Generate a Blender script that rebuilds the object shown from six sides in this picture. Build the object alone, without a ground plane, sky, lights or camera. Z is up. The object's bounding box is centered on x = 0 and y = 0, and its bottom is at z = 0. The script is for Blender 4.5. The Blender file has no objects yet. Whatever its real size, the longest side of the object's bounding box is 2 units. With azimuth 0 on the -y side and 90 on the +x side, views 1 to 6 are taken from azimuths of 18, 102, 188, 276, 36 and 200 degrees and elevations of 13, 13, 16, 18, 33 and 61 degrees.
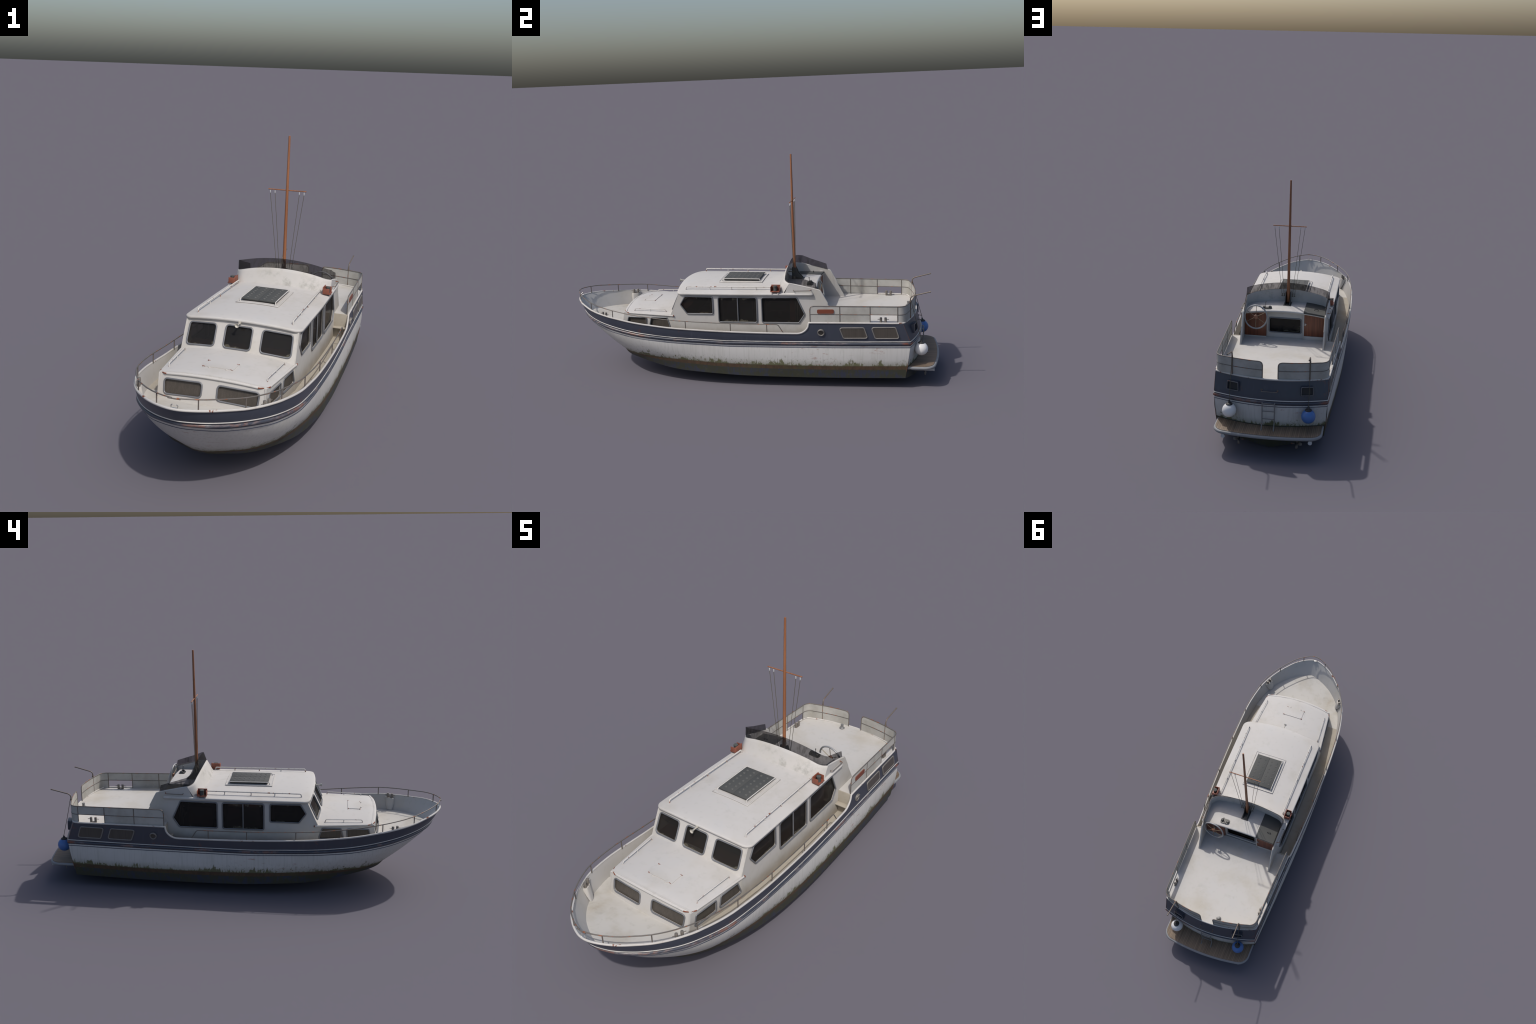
# Motor cruiser with flybridge, built part by part.  Bow towards -y, stern +y, metres.
import bpy, bmesh, math, random
import numpy as np
from mathutils import Vector, Matrix

random.seed(7)
COL = bpy.context.scene.collection

# ---------------------------------------------------------------- helpers
def link(o, parent=None):
    COL.objects.link(o)
    if parent is not None:
        o.parent = parent
    return o

def pchip(xs, ys):
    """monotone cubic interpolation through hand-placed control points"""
    x = np.array(xs, float); y = np.array(ys, float)
    h = np.diff(x); d = np.diff(y) / h
    m = np.zeros(len(x)); m[0] = d[0]; m[-1] = d[-1]
    for i in range(1, len(x) - 1):
        if d[i-1] * d[i] > 0:
            w1 = 2*h[i] + h[i-1]; w2 = h[i] + 2*h[i-1]
            m[i] = (w1 + w2) / (w1/d[i-1] + w2/d[i])
    def f(t):
        t = min(max(t, x[0]), x[-1])
        i = min(int(np.searchsorted(x, t, side='right')) - 1, len(h) - 1)
        u = (t - x[i]) / h[i]
        return float((2*u**3 - 3*u**2 + 1)*y[i] + (u**3 - 2*u**2 + u)*h[i]*m[i]
                     + (3*u**2 - 2*u**3)*y[i+1] + (u**3 - u**2)*h[i]*m[i+1])
    return f

def lerp(t, xs, ys):
    return float(np.interp(t, xs, ys))

def fillet(pts, r, n=5, closed=False):
    """round the corners of a polyline"""
    P = [Vector(p) for p in pts]; out = []; N = len(P)
    for i, p in enumerate(P):
        if not closed and i in (0, N - 1):
            out.append(p); continue
        a = P[(i-1) % N] - p; b = P[(i+1) % N] - p
        la, lb = a.length, b.length
        a.normalize(); b.normalize()
        ang = a.angle(b, math.pi)
        if ang > math.radians(172):
            out.append(p); continue
        d = min(r / math.tan(ang/2), .48*la, .48*lb)
        q0, q1 = p + a*d, p + b*d
        for k in range(n + 1):
            t = k / n
            out.append(q0*(1-t)**2 + p*(2*t*(1-t)) + q1*t**2)
    return out

def rpoly(pts, r, n=5):
    return [(v.x, v.y) for v in fillet([(p[0], p[1], 0) for p in pts], r, n, True)]

class MB:
    """mesh builder collecting pieces of one part"""
    def __init__(self):
        self.v = []; self.f = []; self.mi = []
    def add(self, verts, faces, mi=0):
        o = len(self.v)
        self.v += [tuple(p) for p in verts]
        self.f += [tuple(i + o for i in f) for f in faces]
        self.mi += [mi]*len(faces)
    def grid(self, rows, mi=0, flip=False):
        n = len(rows[0]); vs = [p for r in rows for p in r]; fs = []
        for j in range(len(rows) - 1):
            for i in range(n - 1):
                q = (j*n+i, j*n+i+1, (j+1)*n+i+1, (j+1)*n+i)
                fs.append(q[::-1] if flip else q)
        self.add(vs, fs, mi)
    def tube(self, pts, r, seg=8, closed=False, mi=0, sx=1.0):
        P = [Vector(p) for p in pts]
        Q = [P[0]]
        for p in P[1:]:
            if (p - Q[-1]).length > 1e-6: Q.append(p)
        if closed and (Q[0]-Q[-1]).length < 1e-6: Q.pop()
        P = Q; n = len(P)
        rr = r if isinstance(r, (list, tuple)) else [r]*n
        T = []
        for i in range(n):
            a = P[(i-1) % n] if (closed or i > 0) else P[i]
            b = P[(i+1) % n] if (closed or i < n-1) else P[i]
            T.append((b - a).normalized())
        up = Vector((0, 0, 1)) if abs(T[0].z) < .9 else Vector((0, 1, 0))
        N = (up - T[0]*up.dot(T[0])).normalized()
        vs = []
        for i in range(n):
            N = (N - T[i]*N.dot(T[i])).normalized()
            B = T[i].cross(N)
            for k in range(seg):
                a = 2*math.pi*k/seg
                vs.append(P[i] + (N*math.cos(a) + B*(math.sin(a)*sx))*rr[i])
        fs = []
        for i in range(n if closed else n - 1):
            j = (i + 1) % n
            for k in range(seg):
                l = (k + 1) % seg
                fs.append((i*seg+k, i*seg+l, j*seg+l, j*seg+k))
        if not closed:
            fs.append(tuple(range(seg))[::-1])
            fs.append(tuple((n-1)*seg + k for k in range(seg)))
        self.add(vs, fs, mi)
    def lathe(self, prof, origin, axis=(0, 0, 1), seg=20, mi=0):
        """prof: (radius, height) pairs along axis"""
        M = Vector((0, 0, 1)).rotation_difference(Vector(axis).normalized()).to_matrix()
        o = Vector(origin); vs = []; fs = []
        for r, h in prof:
            for k in range(seg):
                a = 2*math.pi*k/seg
                vs.append(o + M @ Vector((r*math.cos(a), r*math.sin(a), h)))
        for i in range(len(prof) - 1):
            for k in range(seg):
                l = (k+1) % seg
                fs.append((i*seg+k, i*seg+l, (i+1)*seg+l, (i+1)*seg+k))
        fs.append(tuple(range(seg))[::-1])
        fs.append(tuple((len(prof)-1)*seg + k for k in range(seg)))
        self.add(vs, fs, mi)
    def box(self, c, size, bev=.001, rot=None, mi=0):
        bm = bmesh.new(); bmesh.ops.create_cube(bm, size=1)
        for v in bm.verts:
            v.co = Vector((v.co.x*size[0], v.co.y*size[1], v.co.z*size[2]))
        if bev:
            bmesh.ops.bevel(bm, geom=bm.edges[:], offset=bev, segments=2, affect='EDGES', profile=.5)
        R = rot.to_matrix() if rot is not None else Matrix.Identity(3)
        bm.verts.ensure_lookup_table()
        self.add([R @ v.co + Vector(c) for v in bm.verts],
                 [tuple(v.index for v in f.verts) for f in bm.faces], mi)
        bm.free()
    def prism(self, poly, mapf, d0, d1, mi=0):
        """closed prism of a convex-ish 2D polygon; mapf(a,b,d) -> point"""
        n = len(poly)
        vs = [mapf(a, b, d0) for a, b in poly] + [mapf(a, b, d1) for a, b in poly]
        fs = [tuple(range(n))[::-1], tuple(range(n, 2*n))]
        fs += [(i, (i+1) % n, n + (i+1) % n, n + i) for i in range(n)]
        self.add(vs, fs, mi)
    def obj(self, name, mats, parent=None, ang=35, recalc=True):
        me = bpy.data.meshes.new(name)
        me.from_pydata(self.v, [], self.f)
        mats = mats if isinstance(mats, (list, tuple)) else [mats]
        for m in mats: me.materials.append(m)
        me.polygons.foreach_set('material_index', self.mi)
        if recalc:
            bm = bmesh.new(); bm.from_mesh(me)
            bmesh.ops.remove_doubles(bm, verts=bm.verts, dist=1e-6)
            bmesh.ops.recalc_face_normals(bm, faces=bm.faces)
            bm.to_mesh(me); bm.free()
        smooth(me, ang)
        return link(bpy.data.objects.new(name, me), parent)

def smooth(me, ang=35):
    me.polygons.foreach_set('use_smooth', [True]*len(me.polygons))
    me.set_sharp_from_angle(angle=math.radians(ang))
    me.update()

def panel(name, outer, holes, thick, mapf, mat, parent, step=.03, ang=30):
    """wall with window openings, cut from a 2D outline and laid on a surface"""
    cu = bpy.data.curves.new(name + '_outline', 'CURVE')
    cu.dimensions = '2D'; cu.fill_mode = 'BOTH'; cu.extrude = thick/2
    for poly in [outer] + holes:
        sp = cu.splines.new('POLY'); sp.points.add(len(poly) - 1); sp.use_cyclic_u = True
        for i, (a, b) in enumerate(poly): sp.points[i].co = (a, b, 0, 1)
    tmp = bpy.data.objects.new(name + '_tmp', cu); COL.objects.link(tmp)
    dg = bpy.context.evaluated_depsgraph_get(); dg.update()
    me = bpy.data.meshes.new_from_object(tmp.evaluated_get(dg))
    bpy.data.objects.remove(tmp); bpy.data.curves.remove(cu)
    me.name = name
    bm = bmesh.new(); bm.from_mesh(me)
    lo = [min(p[k] for p in outer) for k in (0, 1)]; hi = [max(p[k] for p in outer) for k in (0, 1)]
    for k, nrm in ((0, (1, 0, 0)), (1, (0, 1, 0))):
        t = lo[k] + step
        while t < hi[k] - 1e-4:
            co = [0, 0, 0]; co[k] = t
            bmesh.ops.bisect_plane(bm, geom=bm.verts[:] + bm.edges[:] + bm.faces[:], plane_co=co, plane_no=nrm, dist=1e-6)
            t += step
    bmesh.ops.remove_doubles(bm, verts=bm.verts, dist=1e-6)
    for v in bm.verts: v.co = Vector(mapf(v.co.x, v.co.y, v.co.z))
    bmesh.ops.recalc_face_normals(bm, faces=bm.faces)
    bm.to_mesh(me); bm.free()
    me.materials.clear(); me.materials.append(mat)
    smooth(me, ang)
    return link(bpy.data.objects.new(name, me), parent)

def mirror(o, parent=None):
    c = o.copy(); c.scale = (-1, 1, 1)
    return link(c, parent if parent is not None else o.parent)

def slab(name, avals, w, yf, yb, ztop, r, ny, mat, parent, ang=50, obj=True, mb=None, rows_t=None):
    """roof-like plate with bull-nosed edge. a in [-1,1] across, w(y) half width, yf/yb(a) ends"""
    grid = []
    ts = rows_t or [j/ny for j in range(ny + 1)]
    for t in ts:
        row = []
        for a in avals:
            y = yf(a) + (yb(a) - yf(a))*t
            x = a*w(y); row.append(Vector((x, y, ztop(x, y))))
        grid.append(row)
    n = len(avals); m = len(ts)
    loop = [(0, i) for i in range(n)] + [(j, n-1) for j in range(1, m)] + \
           [(m-1, i) for i in range(n-2, -1, -1)] + [(j, 0) for j in range(m-2, 0, -1)]
    pts = [grid[j][i] for j, i in loop]; L = len(pts)
    nor = []
    for k in range(L):
        d = pts[(k+1) % L] - pts[k-1]
        nor.append(Vector((d.y, -d.x, 0)).normalized())
    b = mb or MB()
    b.grid([[tuple(p) for p in r_] for r_ in grid])
    b.grid([[(p.x, p.y, p.z - 2*r) for p in r_] for r_ in grid], flip=True)
    th = [0, 30, 60, 90, 120, 150, 180]
    rings = []
    for t in th:
        s, c = math.sin(math.radians(t)), math.cos(math.radians(t))
        rg = [pts[k] + nor[k]*(r*s) + Vector((0, 0, -r*(1-c))) for k in range(L)]
        rings.append(rg + [rg[0]])
    b.grid([[tuple(p) for p in rg] for rg in rings])
    return b.obj(name, mat, parent, ang) if obj else b

def cosp(n):
    return [-math.cos(math.pi*i/n) for i in range(n + 1)]

# ---------------------------------------------------------------- materials
class NT:
    def __init__(self, name):
        self.m = bpy.data.materials.new(name); self.m.use_nodes = True
        self.t = self.m.node_tree; self.b = self.t.nodes['Principled BSDF']
        self.out = self.t.nodes['Material Output']
        self.co = self.t.nodes.new('ShaderNodeTexCoord')
    def n(self, typ, **kw):
        return self.t.nodes.new('ShaderNode' + typ)
    def L(self, a, b): self.t.links.new(a, b)
    def put(self, sock, val):
        if isinstance(val, bpy.types.NodeSocket): self.L(val, sock)
        elif isinstance(val, tuple) and len(val) == 3 and sock.type == 'RGBA': sock.default_value = (*val, 1)
        else: sock.default_value = val
    def coord(self, scale=(1, 1, 1), kind='Object', loc=(0, 0, 0)):
        mp = self.n('Mapping'); self.L(self.co.outputs[kind], mp.inputs['Vector'])
        mp.inputs['Scale'].default_value = scale; mp.inputs['Location'].default_value = loc
        return mp.outputs[0]
    def noise(self, scale=5, detail=4, rough=.55, vec=None, stretch=None, loc=(0, 0, 0)):
        t = self.n('TexNoise'); t.inputs['Scale'].default_value = scale
        t.inputs['Detail'].default_value = detail; t.inputs['Roughness'].default_value = rough
        self.L(vec if vec is not None else self.coord(stretch or (1, 1, 1), loc=loc), t.inputs['Vector'])
        return t.outputs['Fac']
    def ramp(self, fac, a, b, ca=0.0, cb=1.0):
        mr = self.n('MapRange'); mr.clamp = True; mr.interpolation_type = 'SMOOTHSTEP'
        self.put(mr.inputs['Value'], fac)
        for nm, v in (('From Min', a), ('From Max', b), ('To Min', ca), ('To Max', cb)):
            self.put(mr.inputs[nm], v)
        return mr.outputs[0]
    def math(self, op, a, b=0.0, c=0.0):
        t = self.n('Math'); t.operation = op
        for i, v in enumerate((a, b, c)): self.put(t.inputs[i], v)
        return t.outputs[0]
    def mix(self, fac, a, b):
        t = self.n('Mix'); t.data_type = 'RGBA'
        self.put(t.inputs[0], fac); self.put(t.inputs[6], a); self.put(t.inputs[7], b)
        return t.outputs[2]
    def xyz(self, kind='Object'):
        s = self.n('SeparateXYZ'); self.L(self.co.outputs[kind], s.inputs[0]); return s.outputs
    def done(self, col, rough=.5, metal=0.0, bump=None, bstr=.2, bdist=.001, spec=.5, coat=0):
        self.put(self.b.inputs['Base Color'], col); self.put(self.b.inputs['Roughness'], rough)
        self.put(self.b.inputs['Metallic'], metal)
        self.put(self.b.inputs['Specular IOR Level'], spec); self.put(self.b.inputs['Coat Weight'], coat)
        if bump is not None:
            bp = self.n('Bump'); bp.inputs['Strength'].default_value = bstr
            bp.inputs['Distance'].default_value = bdist
            self.L(bump, bp.inputs['Height']); self.L(bp.outputs[0], self.b.inputs['Normal'])
        return self.m

RUST = (.16, .045, .018)

WHITE = (.465, .45, .43)

def painted(name, base=WHITE, dirt=(.40, .37, .31), dirt_amt=.6, rust=0.0, rough=.62, streak=0.0, grime=None, mottle=.25):
    t = NT(name)
    big = t.noise(5.5, 5, .6); fine = t.noise(38, 4, .6)
    col = t.mix(t.ramp(big, .45, .75, 0, dirt_amt), base, dirt)
    cool = t.ramp(t.noise(9, 3, .5, loc=(3, 1, 2)), .52, .72, 0, .35)
    col = t.mix(cool, col, tuple(c*k for c, k in zip(base, (.95, .98, 1.02))))
    col = t.mix(t.ramp(fine, .52, .8, 0, .30*dirt_amt), col, tuple(c*.62 for c in dirt))
    blot = t.math('MULTIPLY', t.ramp(t.noise(17, 6, .7, loc=(7, 3, 1)), .5, .72), t.ramp(t.noise(3.1, 2, .5, loc=(2, 5, 4)), .42, .62))
    col = t.mix(t.math('MULTIPLY', blot, mottle), col, (.27, .265, .24))
    if streak:
        s = t.noise(1, 3, .6, stretch=(95, 95, 5))
        col = t.mix(t.ramp(s, .5, .8, 0, streak), col, tuple(c*.8 for c in dirt))
    if grime is not None:      # splashed dirt close to the side deck
        z = t.xyz()[2]; h = t.math('ADD', z, t.math('MULTIPLY', t.noise(16, 5, .6), -.07))
        col = t.mix(t.ramp(h, .185, .30, grime, 0), col, (.22, .188, .14))
    if rust:
        rn = t.noise(55, 6, .7, loc=(5, 5, 5)); rb = t.noise(7, 2, .5, loc=(1, 7, 3))
        m = t.math('MULTIPLY', t.ramp(rn, .56, .6), t.ramp(rb, .62 - .2*rust, .68 - .2*rust))
        col = t.mix(m, col, RUST)
    return t.done(col, rough, bump=fine, bstr=.06, spec=.22)

M_white = painted('white_paint')
M_cowl = painted('mottled_white_paint', mottle=.75)
M_cabin = painted('cabin_paint', grime=.75, streak=.12, mottle=.3)
M_roof = painted('roof_paint', base=(.465, .45, .432), dirt=(.385, .36, .32), dirt_amt=.6)
M_deck = painted('deck_paint', base=(.46, .445, .415), dirt=(.32, .28, .215), dirt_amt=.75, rough=.6)
M_sidedeck = painted('weathered_deck_paint', base=(.345, .315, .265), dirt=(.25, .215, .16), dirt_amt=.8, rough=.65)
M_aftdeck = painted('aft_deck_paint', base=(.462, .448, .428), dirt=(.375, .34, .28), dirt_amt=.6, rough=.6)
M_canvas = painted('canvas_cloth', base=(.40, .39, .365), dirt=(.26, .25, .215), dirt_amt=.75, mottle=.5, rough=.85)
M_rubber = painted('grey_rubber', base=(.21, .215, .225), dirt=(.15, .145, .14), dirt_amt=.5, rough=.55)
M_nonslip = painted('grey_nonslip', base=(.066, .068, .066), dirt=(.09, .088, .078), dirt_amt=.4, rough=.7, mottle=0)
M_rail_white = painted('white_rail_paint', base=(.50, .485, .46), rust=1.2, dirt_amt=.4)
M_white_rusty = painted('chipped_white_paint', rust=.35, dirt_amt=.5)
M_fender_w = painted('white_vinyl', base=(.68, .67, .66), dirt=(.5, .49, .47), dirt_amt=.3, rough=.3)

def hull_white():
    t = NT('hull_white_paint'); x, y, z = t.xyz()
    col = t.mix(t.ramp(t.noise(6, 5, .6), .42, .75, 0, .45), (.48, .472, .458), (.39, .378, .345))
    st = t.noise(1, 4, .6, stretch=(110, 110, 5))
    col = t.mix(t.ramp(st, .45, .78, 0, .42), col, (.30, .295, .27))
    # waterline height rises a little towards the bow
    wl = t.math('ADD', .119, t.ramp(y, -.62, .1, .014, 0))
    h = t.math('SUBTRACT', z, wl)
    clump = t.noise(1, 6, .66, stretch=(22, 22, 12))
    spike = t.noise(1, 6, .7, stretch=(120, 120, 16))
    big = t.noise(2.7, 2, .5, loc=(2, 0, 5))
    reach = t.math('MULTIPLY', t.math('ADD', t.ramp(clump, .42, .72), t.math('MULTIPLY', t.ramp(spike, .45, .75), .8)),
                   t.ramp(big, .35, .6, .016, .046))
    moss = t.ramp(t.math('SUBTRACT', h, reach), -.014, .004, 1, 0)
    speck = t.math('MULTIPLY', t.ramp(t.noise(1, 6, .75, stretch=(95, 95, 60)), .55, .62), t.ramp(h, .010, .062, .85, 0))
    speck = t.math('MULTIPLY', speck, t.ramp(t.noise(5, 2, .5, loc=(9, 2, 1)), .38, .55))
    haze = t.ramp(h, 0, .04, .42, 0)
    moss = t.math('MINIMUM', t.math('ADD', t.math('MULTIPLY', moss, .82), t.math('ADD', speck, haze)), 1)
    gcol = t.mix(t.noise(30, 4, .6), (.085, .085, .045), (.15, .15, .085))
    col = t.mix(moss, col, gcol)
    col = t.mix(t.ramp(h, -.002, .006, .75, 0), col, (.05, .05, .025))
    # red scrapes
    sc = t.noise(1, 5, .7, stretch=(20, 20, 90), loc=(4, 4, 1))
    scm = t.math('MULTIPLY', t.ramp(sc, .6, .66, 0, .55), t.ramp(t.noise(3.2, 1, .5, loc=(.2, .6, 0)), .57, .64))
    col = t.mix(scm, col, (.25, .10, .07))
    return t.done(col, .55, bump=st, bstr=.05, spec=.3)
M_hull = hull_white()

def blue_paint(name, scuff_highlight):
    t = NT(name)
    col = t.mix(t.noise(7, 5, .6), (.032, .038, .057), (.047, .053, .071))
    col = t.mix(t.ramp(t.noise(1, 4, .6, stretch=(60, 60, 6)), .55, .85, 0, .3), col, (.10, .105, .12))
    rn = t.noise(45, 6, .72, loc=(4, 1, 0)); rb = t.noise(4.2, 2, .5, loc=(1.4, 0, 2))
    rm = t.math('MULTIPLY', t.ramp(rn, .57, .62, 0, .7), t.ramp(rb, .52, .62))
    col = t.mix(rm, col, (.13, .05, .035))
    if scuff_highlight:
        s = t.noise(1, 5, .7, stretch=(26, 26, 160), loc=(2, 3, 1)); p = t.noise(5, 2, .5, loc=(.3, .8, 1))
        col = t.mix(t.math('MULTIPLY', t.ramp(s, .44, .6, 0, .75), t.ramp(p, .42, .6)), col, (.17, .155, .16))  # grey scuffs, broadened so their colour also stands in for the strake's highlights
        col = t.mix(t.math('MULTIPLY', t.ramp(rn, .45, .56, 0, .8), t.ramp(p, .5, .62)), col, (.17, .085, .065))
        y = t.xyz()[1]
        col = t.mix(t.math('MULTIPLY', t.math('MULTIPLY', t.ramp(y, .80, .845), t.ramp(t.math('ABSOLUTE', t.xyz()[0]), .225, .262)), t.ramp(rn, .38, .5)), col, (.15, .05, .03))
    return t.done(col, .36, bump=rn, bstr=.05)
M_blue = blue_paint('navy_paint', False)
M_strake = blue_paint('scuffed_highlit_navy_paint', True)

def bottom_paint():
    t = NT('antifouling_paint')
    n1 = t.noise(1, 5, .65, stretch=(13, 13, 22)); n2 = t.noise(1, 6, .72, stretch=(90, 90, 18))
    m = t.ramp(t.math('ADD', t.math('MULTIPLY', n1, .5), t.math('MULTIPLY', n2, .5)), .40, .54)
    col = t.mix(m, (.028, .033, .056), (.036, .037, .021))
    col = t.mix(t.ramp(t.noise(60, 4, .6), .55, .75, 0, .5), col, (.065, .06, .035))
    return t.done(col, .7, bump=n2, bstr=.1)
M_bottom = bottom_paint()

def boot_paint():
    t = NT('boot_stripe_paint')
    n2 = t.noise(1, 6, .7, stretch=(50, 50, 30))
    col = t.mix(t.ramp(n2, .35, .65), (.052, .033, .018), (.08, .045, .023))
    col = t.mix(t.ramp(t.noise(12, 4, .6), .5, .7, 0, .7), col, (.06, .058, .024))
    col = t.mix(t.ramp(t.noise(40, 5, .7, loc=(3, 0, 0)), .64, .7, 0, .7), col, (.17, .055, .035))
    return t.done(col, .75, bump=n2, bstr=.1)
M_boot = boot_paint()

def rusty_metal(name, base=(.16, .145, .13), amt=1.0):
    t = NT(name)
    col = t.mix(t.noise(22, 4, .6), base, tuple(c*.6 for c in base))
    r1 = t.noise(52, 4, .6, loc=(6, 2, 1))
    col = t.mix(t.ramp(r1, .62 - .05*amt, .69 - .05*amt, 0, .8), col, (.24, .075, .025))
    return t.done(col, .45, metal=.15, bump=r1, bstr=.1)
M_rail = rusty_metal('rusty_steel')
M_bollard = rusty_metal('weathered_steel', (.19, .17, .15), .8)
M_steel = rusty_metal('dull_steel', (.20, .20, .20), 0)
M_pipe = rusty_metal('davit_steel', (.17, .14, .115), .7)

def plain(name, col, rough=.5, metal=0.0, var=.25, scale=25, spec=.5):
    t = NT(name); n = t.noise(scale, 4, .6)
    return t.done(t.mix(n, tuple(c*(1+var) for c in col), tuple(c*(1-var) for c in col)), rough, metal, bump=n, bstr=.04, spec=spec)
M_alu = plain('window_frame_metal', (.15, .155, .167), .4, .2)
M_hframe = plain('pale_window_frame', (.17, .16, .148), .45, .1)
M_dark = plain('black_rubber', (.022, .022, .023), .6)
M_lamp = plain('lamp_housing', (.07, .075, .072), .75, 0, .25, 25, .2)
M_chrome = plain('polished_metal', (.5, .49, .46), .25, .7)
M_rope = plain('rope', (.085, .075, .05), .85)
M_pulley = plain('pulley_block', (.45, .46, .47), .5)
M_fender_b = plain('blue_vinyl', (.05, .135, .36), .3, 0, .1, 8)
M_gunmetal = plain('dark_cast_metal', (.05, .05, .048), .5, .2)
M_rust_seam = plain('seam_rust', (.12, .05, .03), .8, 0, .5, 90)
M_stripe = plain('white_stripe_paint', (.43, .42, .40), .45, 0, .15)
M_thinblue = plain('navy_stripe_paint', (.035, .042, .07), .45)

def wood(name, c1, c2, axis=2, scale=1.0, rough=.5, plank=None):
    t = NT(name)
    st = [110*scale]*3; st[axis] = 4*scale
    g = t.noise(1, 5, .65, stretch=tuple(st)); 
    col = t.mix(t.ramp(g, .3, .7), c1, c2)
    col = t.mix(t.ramp(t.noise(14, 4, .6), .55, .8, 0, .35), col, tuple(c*.5 for c in c1))
    if plank:
        ax, w = plank
        v = t.xyz()[ax]; fr = t.math('FRACT', t.math('DIVIDE', v, w))
        col = t.mix(t.ramp(t.math('ABSOLUTE', t.math('SUBTRACT', fr, .5)), .40, .46), col, tuple(c*.3 for c in c1))
        cell = t.n('TexWhiteNoise'); cell.noise_dimensions = '1D'
        t.L(t.math('FLOOR', t.math('DIVIDE', v, w)), cell.inputs['W'])
        col = t.mix(t.math('MULTIPLY', cell.outputs['Value'], .35), col, tuple(c*1.5 for c in c2))
    return t.done(col, rough, bump=g, bstr=.1)
M_mast = wood('varnished_mast_wood', (.20, .075, .032), (.30, .125, .055), 2, .8, .42)
M_door = wood('mahogany_planks', (.105, .032, .016), (.20, .065, .03), 2, 1, .4, (0, .0078))
M_teak = wood('teak_planks', (.115, .083, .055), (.185, .132, .088), 1, 1, .65, (0, .0085))
M_lightbox = wood('red_brown_wood', (.17, .05, .03), (.23, .075, .045), 2, .6, .5)
M_plaque = wood('name_board_wood', (.15, .038, .02), (.19, .055, .03), 1, .6, .45)
M_interior = wood('interior_wood', (.08, .03, .016), (.14, .055, .028), 1, .6, .5)
M_seat = plain('seat_cloth', (.10, .04, .03), .9)
M_headliner = plain('cabin_lining', (.10, .095, .085), .9)

def curtain(name, c=(.078, .068, .058)):
    t = NT(name)
    f = t.noise(1, 4, .6, stretch=(120, 120, 3))
    col = t.mix(t.ramp(f, .3, .7), tuple(k*.85 for k in c), tuple(k*1.1 for k in c))
    w = t.n('TexVoronoi'); w.inputs['Scale'].default_value = 420
    t.L(t.coord(), w.inputs['Vector'])
    col = t.mix(t.ramp(w.outputs['Distance'], .2, .6, 0, .35), col, tuple(k*.5 for k in c))
    return t.done(col, .3, bump=f, bstr=.1, spec=.3, coat=.15)
M_curtain = curtain('curtained_glass')
M_drape = plain('drapes', (.075, .065, .05), .9)

def window_glass():
    t = NT('grimy_window_glass')
    g = t.xyz('Generated')
    ed = []
    for i in (0, 1, 2):
        ed.append(t.math('MINIMUM', g[i], t.math('SUBTRACT', 1, g[i])))
    # thin panes: ignore the axis along the thickness by taking the two in-plane ones (y,z) or (x,z)
    n = t.noise(26, 6, .7); n2 = t.noise(1, 5, .7, stretch=(60, 60, 14))
    att = t.n('ObjectInfo')
    side = t.math('MINIMUM', t.math('ADD', ed[0], t.math('MULTIPLY', 0, 1)), ed[1])
    e = t.math('MINIMUM', t.math('MAXIMUM', ed[0], ed[1]), ed[2])
    patch = t.ramp(t.noise(11, 3, .5, loc=(4, 2, 8)), .35, .65, .04, .19)
    e = t.math('SUBTRACT', e, t.math('MULTIPLY', t.ramp(n, .35, .7), patch))
    e = t.math('SUBTRACT', e, t.math('MULTIPLY', n2, .03))
    gr = t.ramp(e, -.06, .015, .8, 0)
    gr = t.math('ADD', gr, t.ramp(t.noise(7, 3, .5), .5, .8, 0, .08))
    t.put(t.b.inputs['Base Color'], t.mix(gr, (.036, .0345, .033), (.10, .088, .062)))
    t.put(t.b.inputs['Roughness'], t.math('ADD', .12, t.math('MULTIPLY', gr, .6)))
    t.put(t.b.inputs['Specular IOR Level'], .35)
    tr = t.n('BsdfTransparent'); tr.inputs[0].default_value = (.68, .66, .64, 1)
    mx = t.n('MixShader')
    t.put(mx.inputs[0], t.math('ADD', .34, t.math('MULTIPLY', gr, .6)))
    t.L(tr.outputs[0], mx.inputs[1]); t.L(t.b.outputs[0], mx.inputs[2]); t.L(mx.outputs[0], t.out.inputs[0])
    return t.m
M_glass = window_glass()

def smoked():
    t = NT('smoked_windscreen')
    n = t.noise(1, 6, .7, stretch=(70, 70, 14)); n2 = t.noise(30, 5, .7)
    att = t.ramp(t.math('ADD', n, t.math('MULTIPLY', n2, .4)), .62, .95, 0, .45)
    t.put(t.b.inputs['Base Color'], (.40, .39, .40))
    t.put(t.b.inputs['Roughness'], .0); t.put(t.b.inputs['IOR'], 1.01); t.put(t.b.inputs['Transmission Weight'], 1.0)
    d = t.n('BsdfDiffuse'); t.put(d.inputs[0], t.mix(att, (.045, .045, .047), (.10, .095, .075)))
    mx = t.n('MixShader'); t.put(mx.inputs[0], t.math('ADD', .14, att))
    t.L(t.b.outputs[0], mx.inputs[1]); t.L(d.outputs[0], mx.inputs[2]); t.L(mx.outputs[0], t.out.inputs[0])
    return t.m
M_smoke = smoked()

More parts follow.
